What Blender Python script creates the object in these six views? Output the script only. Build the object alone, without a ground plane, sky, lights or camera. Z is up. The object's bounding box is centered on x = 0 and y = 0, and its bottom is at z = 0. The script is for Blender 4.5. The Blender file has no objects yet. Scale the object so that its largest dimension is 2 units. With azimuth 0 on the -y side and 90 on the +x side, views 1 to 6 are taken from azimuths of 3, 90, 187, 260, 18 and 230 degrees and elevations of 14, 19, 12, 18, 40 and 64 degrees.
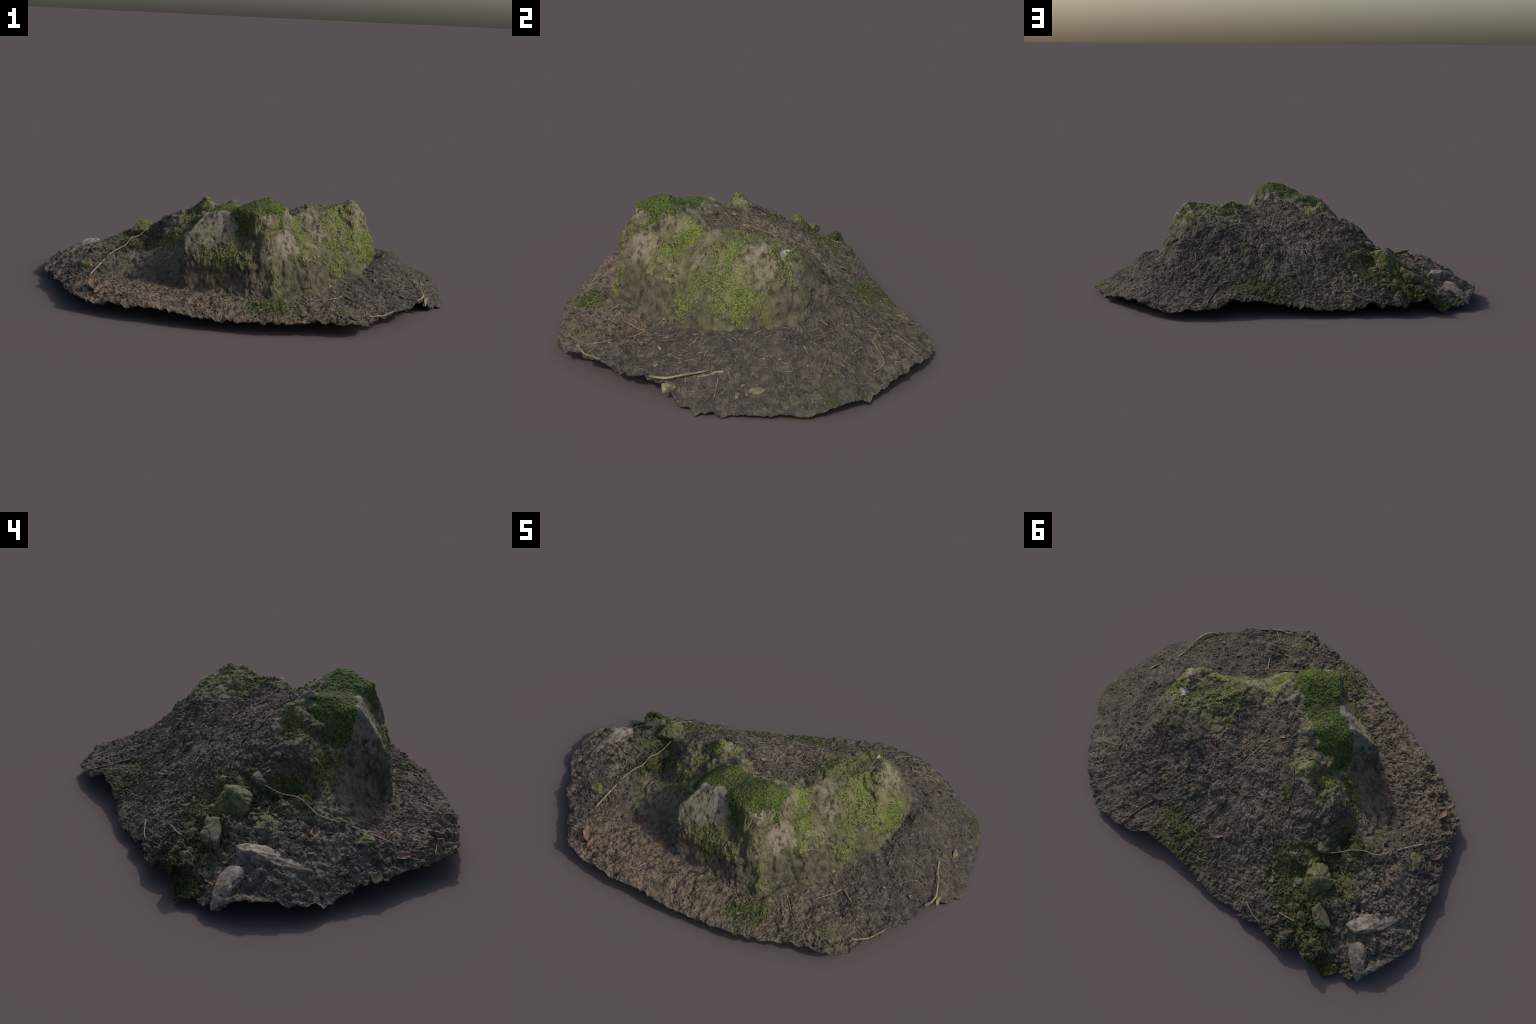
# A weathered mound of forest soil with a mossy rock outcrop breaking out of it.
# The ground is a terrain: feature lines (rim, wall foot, wall crest, ridges) and
# single spot heights are triangulated, smoothed and then roughened by noise.
import bpy, bmesh, math, random
import numpy as np
from mathutils import Vector, Matrix, Euler
from mathutils.geometry import delaunay_2d_cdt

random.seed(7)
rng = np.random.default_rng(7)

# ---------------------------------------------------------------- noise
def _hash(ix, iy, iz, seed):
    h = (ix * 374761393 + iy * 668265263 + iz * 2147483647 + seed * 1274126177) & 0xFFFFFFFF
    h = ((h ^ (h >> 13)) * 1274126177) & 0xFFFFFFFF
    h = ((h ^ (h >> 16)) * 2246822519) & 0xFFFFFFFF
    return h ^ (h >> 15)

def perlin(p, scale, seed=0):
    """Gradient noise in -1..1 at points p (n,3); scale = features per metre."""
    q = p * scale
    i = np.floor(q).astype(np.int64)
    f = q - i
    w = f * f * f * (f * (f * 6 - 15) + 10)
    out = 0.0
    for dx in (0, 1):
        for dy in (0, 1):
            for dz in (0, 1):
                h = _hash(i[:, 0] + dx, i[:, 1] + dy, i[:, 2] + dz, seed)
                gx = ((h & 1023) / 511.5 - 1)
                gy = (((h >> 10) & 1023) / 511.5 - 1)
                gz = (((h >> 20) & 1023) / 511.5 - 1)
                d = gx * (f[:, 0] - dx) + gy * (f[:, 1] - dy) + gz * (f[:, 2] - dz)
                wt = (w[:, 0] if dx else 1 - w[:, 0]) * (w[:, 1] if dy else 1 - w[:, 1]) * (w[:, 2] if dz else 1 - w[:, 2])
                out = out + d * wt
    return out * 1.4

def fbm(p, scale, octaves, seed=0, gain=0.5, ridged=False):
    out, amp, tot = 0.0, 1.0, 0.0
    for o in range(octaves):
        n = perlin(p, scale * 2 ** o, seed + o * 17)
        if ridged:
            n = 1 - 2 * np.abs(n)
        out = out + n * amp
        tot += amp
        amp *= gain
    return out / tot

def worley(p, scale, seed=0):
    """Distance to nearest and second nearest cell point, in cells."""
    q = p * scale
    i = np.floor(q).astype(np.int64)
    f1 = np.full(len(p), 9.0)
    f2 = np.full(len(p), 9.0)
    for dx in (-1, 0, 1):
        for dy in (-1, 0, 1):
            for dz in (-1, 0, 1):
                c = i + np.array([dx, dy, dz])
                h = _hash(c[:, 0], c[:, 1], c[:, 2], seed)
                o = np.stack([(h & 1023), ((h >> 10) & 1023), ((h >> 20) & 1023)], 1) / 1023.0
                d = np.linalg.norm(c + o - q, axis=1)
                f2 = np.where(d < f1, f1, np.minimum(f2, d))
                f1 = np.minimum(f1, d)
    return f1, f2

def smooth(a, b, x):
    t = np.clip((x - a) / (b - a), 0, 1)
    return t * t * (3 - 2 * t)

# ---------------------------------------------------------------- the terrain survey
RIM_EAST = [(0.848, -0.326, .072), (0.872, -0.290, .068), (0.884, -0.246, .062), (0.908, -0.229, .024), (0.934, -0.211, .004), (0.952, -0.178, .006), (0.978, -0.146, .009), (0.988, -0.022, .006), (0.995, 0.13, .013),
            (0.995, 0.244, .014), (0.982, 0.288, .025), (0.947, 0.356, .04), (0.878, 0.44, .024), (0.826, 0.494, .039)]
RIM_BACK = [(0.742, 0.562, .061), (0.648, 0.64, .056), (0.563, 0.686, .042), (0.456, 0.728, .039), (0.392, 0.713, .049),
            (0.306, 0.699, .04), (0.232, 0.666, .062), (0.184, 0.629, .082), (0.131, 0.618, .076), (0.074, 0.605, .075),
            (-0.008, 0.595, .058), (-0.096, 0.582, .055), (-0.148, 0.585, .049), (-0.24, 0.58, .032), (-0.327, 0.552, .033),
            (-0.42, 0.538, .042), (-0.48, 0.509, .064), (-0.558, 0.508, .058), (-0.637, 0.499, .043), (-0.677, 0.436, .07)]
RIM_WEST = [(-0.724, 0.453, .079), (-0.765, 0.43, .093), (-0.789, 0.445, .04), (-0.835, 0.436, .004), (-0.865, 0.37, .031),
            (-0.931, 0.355, .026), (-0.971, 0.273, .054), (-0.988, 0.163, .057), (-1.0, 0.053, .045), (-0.964, -0.031, .034),
            (-0.902, -0.134, .053), (-0.888, -0.206, .058), (-0.825, -0.306, .052), (-0.778, -0.405, .06), (-0.751, -0.462, .061)]
RIM_FRONT = [(-0.697, -0.534, .054), (-0.605, -0.584, .05), (-0.561, -0.603, .071), (-0.448, -0.638, .065), (-0.349, -0.658, .063),
             (-0.284, -0.667, .068), (-0.236, -0.687, .064), (-0.143, -0.704, .057), (-0.04, -0.716, .058), (0.064, -0.723, .046),
             (0.139, -0.732, .053), (0.265, -0.727, .059), (0.384, -0.707, .071), (0.459, -0.696, .056), (0.531, -0.706, .061),
             (0.578, -0.687, .05), (0.651, -0.587, .064), (0.724, -0.506, .067), (0.773, -0.456, .076), (0.791, -0.412, .054)]
RIM = RIM_EAST + RIM_BACK + RIM_WEST + RIM_FRONT

LINES = {
    # where the rock face leaves the soil, from the west ledge round the corner to the boulder
    "wall_foot": [(-.54, -.245, .098), (-.477, -.281, .098), (-.363, -.344, .10), (-.256, -.405, .103), (-.222, -.450, .105), (-.10, -.488, .101),
                  (.015, -.515, .108), (.10, -.548, .106), (.18, -.558, .106), (.225, -.505, .113), (.249, -.46, .12), (.301, -.421, .125), (.36, -.398, .130),
                  (.42, -.325, .112), (.50, -.238, .116), (.535, -.197, .119), (.583, -.135, .136), (.612, -.05, .155), (.655, .071, .168), (.66, .15, .200)],
    # lower edge of the mossy rock face, where it steps back to the smooth skirt
    "face_low": [(-.206, -.447, .213), (-.167, -.450, .217), (-.03, -.487, .208), (.072, -.522, .235), (.107, -.508, .238), (.165, -.512, .238)],
    "face_rim": [(-.239, -.381, .344), (-.155, -.331, .437), (-.085, -.345, .455), (-.028, -.361, .458)],
    "face_break": [(-.239, -.381, .344), (-.159, -.417, .321), (-.085, -.439, .301), (-.05, -.467, .288)],
    "face_left": [(-.239, -.381, .344), (-.218, -.445, .257), (-.206, -.447, .213)],
    "side_gully": [(-.218, -.205, .300), (-.236, -.265, .255), (-.250, -.33, .195), (-.256, -.405, .103)],
    "face_recess": [(-.028, -.361, .456), (-.01, -.405, .39), (.044, -.459, .31)],
    "corner_edge": [(.146, -.440, .449), (.135, -.480, .420), (.130, -.499, .357), (.150, -.507, .30), (.165, -.512, .238), (.172, -.522, .19), (.18, -.558, .106)],
    "corner_back": [(.105, -.474, .382), (.083, -.477, .352), (.041, -.476, .318)],
    "moss_front": [(-.02, -.375, .47), (.03, -.41, .475), (.086, -.455, .468), (.146, -.436, .449), (.185, -.385, .47), (.206, -.30, .485), (.206, -.258, .473)],
    # crest of the east wall from the moss block to the boulder
    "east_crest": [(.206, -.258, .473), (.225, -.20, .430), (.25, -.165, .410), (.305, -.13, .445), (.337, -.128, .443), (.38, -.08, .425), (.43, -.045, .425), (.49, -.01, .445), (.545, .03, .457)],
    "boulder_side": [(.545, .03, .457), (.598, .035, .395), (.632, .035, .29), (.643, .045, .235), (.655, .071, .168)],
    "west_ledge": [(-.60, -.09, .17), (-.546, -.059, .180), (-.45, -.10, .19), (-.398, -.150, .208), (-.366, -.172, .231), (-.289, -.205, .272)],
    "gully": [(-.50, .06, .195), (-.475, .00, .175), (-.45, -.075, .185), (-.405, -.115, .205), (-.35, -.145, .235), (-.29, -.165, .27)],
    "block_edge": [(-.455, .10, .275), (-.430, .026, .290), (-.397, -.046, .282), (-.345, -.118, .30), (-.307, -.113, .345), (-.252, -.04, .352)],
    "block_top": [(-.43, .0, .305), (-.39, .0, .337), (-.34, -.02, .368), (-.288, -.033, .390), (-.24, -.05, .385)],
    "soil_ridge": [(-.176, .048, .385), (-.115, -.004, .41), (-.05, -.03, .41), (.068, -.022, .393)],
    "trench_back": [(.40, .33, .235), (.313, .449, .157), (.30, .56, .10)],
    "trench_west": [(-.70, .37, .10), (-.752, .346, .085), (-.80, .40, .03)],
}

SPOTS = {
    "moss_cushion": [(.091, -.369, .513), (.135, -.314, .523), (.143, -.36, .520), (.045, -.34, .50), (.10, -.26, .49), (.03, -.25, .462), (.183, -.39, .425),
                     (-.086, -.208, .464), (-.05, -.243, .458), (-.02, -.30, .462), (-.08, -.29, .455), (-.15, -.24, .43), (-.185, -.275, .405)],
    "moss_back": [(-.201, -.142, .392), (-.228, -.215, .335), (-.18, -.19, .385), (-.155, -.16, .392), (-.12, -.14, .415), (-.235, -.16, .325)],
    "rock_top": [(-.175, -.056, .463), (-.148, -.088, .425), (-.20, -.03, .43), (-.15, -.01, .42), (-.10, -.10, .425), (-.204, -.089, .372)],
    "crown_soil": [(.07, -.155, .44), (.02, -.175, .437), (-.033, -.153, .462), (.084, -.209, .44), (.15, -.17, .425), (.198, -.06, .405), (.188, -.15, .415), (.0, -.09, .43)],
    "rock_face": [(-.088, -.395, .367), (-.079, -.441, .292), (-.168, -.452, .219), (.128, -.502, .357), (-.16, -.375, .385), (-.02, -.48, .265)],
    "east_wall": [(.161, -.472, .366), (.162, -.486, .338), (.172, -.508, .292), (.18, -.516, .236), (.18, -.509, .204), (.196, -.447, .338), (.227, -.449, .293),
                  (.237, -.388, .342), (.213, -.345, .395), (.279, -.253, .343), (.258, -.268, .352), (.245, -.215, .398), (.316, -.328, .322), (.316, -.373, .270), (.329, -.377, .239), (.315, -.390, .212), (.338, -.363, .192),
                  (.226, -.471, .151), (.339, -.133, .431), (.321, -.165, .382), (.320, -.180, .360), (.338, -.243, .311), (.373, -.264, .279), (.427, -.245, .222), (.450, -.274, .172),
                  (.489, -.185, .210), (.466, -.161, .270), (.540, -.088, .268), (.559, -.082, .227), (.533, -.055, .346), (.515, -.049, .366), (.532, -.024, .411), (.561, -.048, .297),
                  (.590, -.024, .276), (.603, -.071, .155), (.42, -.073, .382), (.467, -.04, .402), (.40, -.15, .34), (.46, -.10, .33)],
    "boulder": [(.526, .061, .464), (.53, .085, .462), (.495, .14, .425), (.366, .036, .43), (.314, -.052, .45), (.345, .11, .412), (.44, .05, .438),
                (.335, .24, .36), (.381, .235, .371), (.245, .142, .370), (.46, .20, .405), (.40, .15, .41), (.26, .02, .395), (.60, .12, .35),
                (.565, .20, .332), (.50, .26, .325), (.42, .28, .305), (.615, .19, .25), (.364, .399, .202)],
    "boulder_apron": [(.666, .20, .195), (.647, .26, .178), (.612, -.041, .163), (.70, .13, .205), (.77, .13, .188), (.70, .05, .190), (.691, -.101, .160), (.67, .0, .176)],
    "east_slope": [(.861, -.158, .092), (.868, -.235, .070), (.90, -.18, .055), (.92, -.12, .052), (.901, .054, .057), (.85, .21, .078), (.728, -.194, .112), (.758, -.081, .140), (.752, -.225, .107),
                   (.80, .02, .145), (.86, .11, .097), (.93, .12, .055), (.92, .20, .05), (.70, .35, .155), (.755, .24, .160), (.82, .19, .122), (.76, .33, .128), (.81, .40, .075)],
    "back_slope": [(.478, .415, .179), (.391, .495, .129), (.589, .652, .066), (.281, .51, .100), (.299, .66, .062), (.175, .485, .120), (.09, .46, .125), (.56, .40, .17),
                   (.60, .55, .10), (.68, .45, .105), (.073, .166, .335), (.04, .272, .269), (-.051, .343, .2), (-.129, .258, .264), (-.172, .297, .224),
                   (-.198, .197, .297), (.029, .406, .164), (-.001, .475, .130), (.019, .59, .066), (.20, .28, .28), (.22, .36, .225), (.10, .38, .185),
                   (.10, .52, .105), (.15, .08, .347), (-.06, .174, .303), (.194, .031, .365), (-.25, .374, .148), (-.382, .342, .155), (-.333, .339, .165), (-.232, .1, .35), (-.522, .415, .125),
                   (-.59, .39, .12), (-.379, .49, .084), (-.486, .5, .07), (-.20, .45, .105), (-.547, .342, .145), (-.29, .22, .275), (-.35, .165, .29), (-.37, .25, .235), (-.45, .20, .235),
                   (-.637, .478, .06), (-.28, .02, .375), (-.02, .10, .36), (.05, .07, .365), (-.41, .14, .265)],
    "west_tail": [(-.523, .202, .250), (-.55, .25, .21), (-.50, .13, .215), (-.47, .23, .19), (-.58, .19, .18), (-.632, .253, .195), (-.60, .30, .155),
                  (-.668, .362, .11), (-.684, .415, .14), (-.69, .28, .122), (-.633, .124, .183), (-.70, .16, .16), (-.57, .08, .19), (-.707, -.183, .160),
                  (-.766, -.323, .095), (-.792, .205, .13), (-.80, .138, .138), (-.876, .184, .105), (-.876, .10, .122), (-.885, -.055, .073),
                  (-.93, .284, .064), (-.904, .279, .078), (-.892, -.18, .06), (-.718, -.033, .142), (-.65, -.13, .142), (-.553, -.185, .121), (-.69, -.25, .112), (-.735, -.07, .152), (-.664, -.406, .09), (-.74, .295, .098),
                  (-.78, .05, .152), (-.82, -.05, .11), (-.85, .33, .05), (-.62, -.02, .17), (-.529, -.020, .213), (-.565, .03, .195)],
    "front_soil": [(-.629, -.134, .157), (-.687, -.304, .099), (-.55, -.313, .10), (-.638, -.47, .092), (-.392, -.627, .079), (-.282, -.562, .11),
                   (-.227, -.618, .098), (-.165, -.538, .109), (-.337, -.501, .105), (.101, -.637, .096), (.21, -.592, .112), (.13, -.605, .116), (.295, -.63, .068), (.346, -.592, .084),
                   (.44, -.303, .109), (.543, -.365, .092), (.665, -.326, .087), (.683, -.536, .074), (.588, -.66, .045), (.05, -.62, .098), (.20, -.63, .09),
                   (.44, -.465, .080), (.57, -.24, .112), (-.50, -.45, .095), (-.45, -.36, .10), (.501, -.589, .092), (.603, -.51, .083), (.45, -.63, .085), (.638, -.404, .088), (.53, -.63, .078)],
}

# ---------------------------------------------------------------- height field from the survey
CELL, X0, Y0, NX, NY = 0.004, -1.10, -0.82, 551, 411
def build_heights():
    pts, edges = [], []
    def add(line, closed=False, joined=True):
        n0 = len(pts)
        pts.extend(line)
        if joined:
            edges.extend((n0 + k, n0 + k + 1) for k in range(len(line) - 1))
            if closed:
                edges.append((n0 + len(line) - 1, n0))
    add(RIM, closed=True)
    for x, y, z in RIM:
        l = math.hypot(x, y)
        pts.append((x * (1 + .09 / l), y * (1 + .09 / l), z - .01))
    for line in LINES.values():
        add(line)
    for spots in SPOTS.values():
        add(spots, joined=False)
    co, _, faces, orig, _, _ = delaunay_2d_cdt([Vector(p[:2]) for p in pts], edges, [], 0, 1e-4, True)
    co = np.array([c[:] for c in co])
    z = np.zeros(len(co))
    P = np.array(pts)
    for k, o in enumerate(orig):
        if o:
            z[k] = P[o, 2].mean()
        else:  # crossing of two feature lines: take the nearest surveyed heights
            d = np.linalg.norm(P[:, :2] - co[k], axis=1)
            n = d.argsort()[:2]
            z[k] = np.average(P[n, 2], weights=1 / (d[n] + 1e-6))
    H = np.full((NY, NX), np.nan)
    for f in faces:
        a, b, c = (co[i] for i in f)
        za, zb, zc = (z[i] for i in f)
        lo = np.floor((np.minimum(np.minimum(a, b), c) - (X0, Y0)) / CELL).astype(int)
        hi = np.ceil((np.maximum(np.maximum(a, b), c) - (X0, Y0)) / CELL).astype(int) + 1
        lo = np.maximum(lo, 0)
        hi = np.minimum(hi, (NX, NY))
        gx, gy = np.meshgrid(X0 + np.arange(lo[0], hi[0]) * CELL, Y0 + np.arange(lo[1], hi[1]) * CELL)
        den = (b[1] - c[1]) * (a[0] - c[0]) + (c[0] - b[0]) * (a[1] - c[1])
        if abs(den) < 1e-12 or not gx.size:
            continue
        l1 = ((b[1] - c[1]) * (gx - c[0]) + (c[0] - b[0]) * (gy - c[1])) / den
        l2 = ((c[1] - a[1]) * (gx - c[0]) + (a[0] - c[0]) * (gy - c[1])) / den
        l3 = 1 - l1 - l2
        m = (l1 > -1e-6) & (l2 > -1e-6) & (l3 > -1e-6)
        sub = H[lo[1]:hi[1], lo[0]:hi[0]]
        sub[m] = (l1 * za + l2 * zb + l3 * zc)[m]
    return np.where(np.isnan(H), 0.04, H)

def blur(H, sigma):
    r = int(math.ceil(3 * sigma / CELL))
    k = np.exp(-0.5 * (np.arange(-r, r + 1) * CELL / sigma) ** 2)
    k /= k.sum()
    for ax in (0, 1):
        Hp = np.pad(H, [(r, r) if a == ax else (0, 0) for a in (0, 1)], mode="edge")
        H = sum(w * np.take(Hp, np.arange(i, i + H.shape[ax]), axis=ax) for i, w in enumerate(k))
    return H

def bilinear(H, x, y):
    fx = np.clip((x - X0) / CELL, 0, NX - 1.001)
    fy = np.clip((y - Y0) / CELL, 0, NY - 1.001)
    i, j = fx.astype(int), fy.astype(int)
    u, v = fx - i, fy - j
    return (H[j, i] * (1 - u) + H[j, i + 1] * u) * (1 - v) + (H[j + 1, i] * (1 - u) + H[j + 1, i + 1] * u) * v

RAW = build_heights()
FINE, SOFT = blur(RAW, .0045), blur(RAW, .011)

# ---------------------------------------------------------------- regions (plan outlines)
ROCK_PLAN = [(-.57, -.16), (-.478, -.272), (-.363, -.335), (-.245, -.415), (-.1, -.478), (.015, -.508), (.14, -.548), (.19, -.565),
             (.27, -.515), (.36, -.44), (.455, -.29), (.52, -.21), (.585, -.12), (.64, -.01), (.665, .07), (.66, .16), (.60, .24), (.50, .28), (.40, .245),
             (.29, .21), (.235, .13), (.25, .03), (.26, -.06), (.22, -.12), (.13, -.20), (.05, -.19), (-.03, -.12), (-.10, .0), (-.2, .035), (-.3, .02),
             (-.38, -.02), (-.37, -.10), (-.43, -.11), (-.53, -.04)]
MOSS_PLAN = [(.207, -.29), (.19, -.385), (.135, -.425), (.085, -.462), (.02, -.425), (-.035, -.355), (-.10, -.325), (-.165, -.30), (-.225, -.24), (-.25, -.20),
             (-.20, -.15), (-.12, -.13), (-.06, -.17), (.03, -.215), (.10, -.235), (.17, -.25)]
def signed_distance(poly, x, y):
    """Negative inside the outline."""
    d = np.full(x.shape, 9.0)
    inside = np.zeros(x.shape, bool)
    n = len(poly)
    for k in range(n):
        (ax, ay), (bx, by) = poly[k], poly[(k + 1) % n]
        ex, ey = bx - ax, by - ay
        t = np.clip(((x - ax) * ex + (y - ay) * ey) / (ex * ex + ey * ey), 0, 1)
        d = np.minimum(d, np.hypot(x - ax - t * ex, y - ay - t * ey))
        cross = (ay > y) != (by > y)
        with np.errstate(divide="ignore", invalid="ignore"):
            xi = ax + (y - ay) / (by - ay if by != ay else 1e-9) * ex
        inside ^= cross & (x < xi)
    return np.where(inside, -d, d)

# ---------------------------------------------------------------- terrain mesh
CENTRE = np.array([0.02, -0.03])
def rim_radius(theta):
    r = np.array([(x - CENTRE[0], y - CENTRE[1]) for x, y, _ in RIM])
    a = np.arctan2(r[:, 1], r[:, 0])
    o = a.argsort()
    a, l = a[o], np.hypot(*r.T)[o]
    a = np.concatenate([a - 2 * math.pi, a, a + 2 * math.pi])
    return np.interp(theta, a, np.tile(l, 3))

def teeth(theta, seed):
    """Irregular torn edge: jagged triangles along the rim, 0..1."""
    knots, a = [], 0.0
    r = np.random.default_rng(seed)
    while a < 2 * math.pi - .03:
        knots.append(a)
        a += r.choice([r.uniform(.012, .035), r.uniform(.03, .06), r.uniform(.06, .13)], p=[.55, .33, .12])
    knots.append(2 * math.pi)
    v = r.uniform(0, .30, len(knots))
    v[::2] = r.uniform(.45, 1, len(v[::2])) * r.choice([.5, 1, 1.35], len(v[::2]))
    v[-1] = v[0]
    return np.interp(np.mod(theta, 2 * math.pi), knots, v)

# places where a crust of moss clings to the rock: (x, y, z, radius, strength)
ROCK_MOSS = [(.61, -.02, .28, .15, .95), (.53, -.10, .36, .10, .65), (.45, -.06, .40, .08, 1.0), (.29, -.30, .35, .06, 1.0), (.25, -.22, .41, .07, .9), (.29, -.37, .27, .05, .95),
             (.42, -.18, .31, .12, .62), (.46, -.25, .19, .07, .75), (.54, -.18, .17, .06, .6), (.36, .04, .43, .11, .70), (.45, .15, .41, .10, .48), (.27, .0, .42, .09, .85), (.47, .02, .45, .07, .40),
             (-.10, -.465, .255, .11, .85), (.02, -.485, .27, .08, .80), (.08, -.47, .40, .06, .9), (.15, -.47, .33, .05, .6), (.19, -.52, .25, .05, .6), (.16, -.52, .18, .06, .55),
             (-.16, -.05, .46, .09, .7), (-.22, -.09, .38, .08, .85), (-.33, -.05, .36, .10, .6), (-.45, -.17, .17, .12, .5), (-.245, -.32, .28, .10, .55), (.22, -.50, .14, .08, .6),
             (.55, .13, .37, .10, .6), (-.36, -.13, .25, .08, .85), (.21, -.19, .43, .06, .9), (-.28, -.17, .28, .07, .75), (-.04, -.50, .14, .08, .45), (.19, -.39, .41, .05, .9), (.30, -.45, .15, .08, .5), (.36, -.32, .25, .07, .5)]
# and where moss creeps over the soil
SOIL_MOSS = [(.05, .53, .10, .17, .72), (.19, .47, .15, .13, .52), (-.10, .51, .10, .14, .45), (-.40, .33, .16, .16, .55), (-.55, .28, .16, .15, .85), (-.67, .37, .11, .14, .9), (-.43, .16, .24, .10, .8),
             (-.815, .41, .03, .09, 1.2), (-.72, .43, .08, .08, .8), (-.47, .12, .22, .13, .65), (-.535, -.02, .21, .08, 1.1), (-.60, .12, .18, .10, .6), (.10, -.637, .10, .045, 1.1), (.19, -.64, .09, .06, .8),
             (.22, -.58, .10, .09, .75), (.50, -.60, .08, .05, .7), (.93, .31, .04, .09, .7), (.60, -.06, .16, .05, .6), (-.66, -.20, .13, .13, .5), (-.03, -.53, .11, .08, .75), (-.17, .10, .37, .06, .7),
             (-.20, .20, .29, .12, .5), (-.30, .28, .22, .10, .45), (-.42, -.03, .22, .08, .8), (-.50, -.06, .19, .08, .8), (.13, -.13, .42, .05, .6), (.30, .40, .20, .08, .4), (.62, .02, .17, .04, .5), (.15, -.70, .06, .05, .5)]
# cracks, slots and undercuts of the rock: lines that are pressed in
GROOVES = {
    "boulder_crack": [(.462, -.03, .425), (.470, -.042, .395), (.512, -.049, .372), (.530, -.056, .345), (.526, -.075, .315)],
    "shelf_shadow": [(.535, -.088, .252), (.565, -.075, .235), (.60, -.05, .222)],
    "arch": [(.445, -.175, .258), (.464, -.163, .272), (.487, -.145, .262)],
    "drip_edge": [(.371, -.265, .282), (.392, -.262, .255), (.428, -.248, .222), (.432, -.282, .168), (.47, -.262, .150), (.517, -.212, .136), (.545, -.19, .13)],
    "corner_slot": [(.19, -.556, .107), (.225, -.508, .116), (.25, -.462, .121), (.30, -.424, .126), (.345, -.405, .138)],
    "pale_block_seam": [(.13, -.478, .425), (.15, -.462, .408), (.18, -.425, .402), (.21, -.352, .395)],
    "moss_step": [(.32, -.38, .262), (.295, -.405, .225)],
    "wall_recess": [(.235, -.335, .36), (.262, -.27, .352), (.30, -.215, .36), (.345, -.165, .385)],
    "face_undercut": [(-.20, -.452, .205), (-.12, -.470, .205), (-.02, -.492, .204), (.06, -.520, .222), (.10, -.512, .228)],
    "block_split": [(-.215, -.10, .385), (-.225, -.055, .385), (-.225, -.02, .40)],
    "side_seam": [(-.235, -.17, .325), (-.21, -.15, .36), (-.17, -.13, .40)],
}
def spot_field(spots, p):
    f = np.zeros(len(p))
    for x, y, z, r, k in spots:
        f = np.maximum(f, k * smooth(1.25 * r, .30 * r, np.linalg.norm(p - (x, y, z), axis=1)))
    return f

def wide_field(spots, p):
    """Overlapping soft bells: growth thins out gradually instead of ending in a disc."""
    f = np.ones(len(p))
    for x, y, z, r, k in spots:
        f *= 1 - np.minimum(k, 1) * .92 * np.exp(-1.1 * (np.linalg.norm(p - (x, y, z), axis=1) / (1.05 * r)) ** 2)
    return 1 - f

def groove_field(p):
    f = np.zeros(len(p))
    for line in GROOVES.values():
        for a, b in zip(line, line[1:]):
            a, e = np.array(a), np.array(b) - np.array(a)
            t = np.clip((p - a) @ e / (e @ e), 0, 1)
            f = np.maximum(f, np.exp(-(np.linalg.norm(p - a - t[:, None] * e, axis=1) / .0075) ** 2))
    return f

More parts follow.
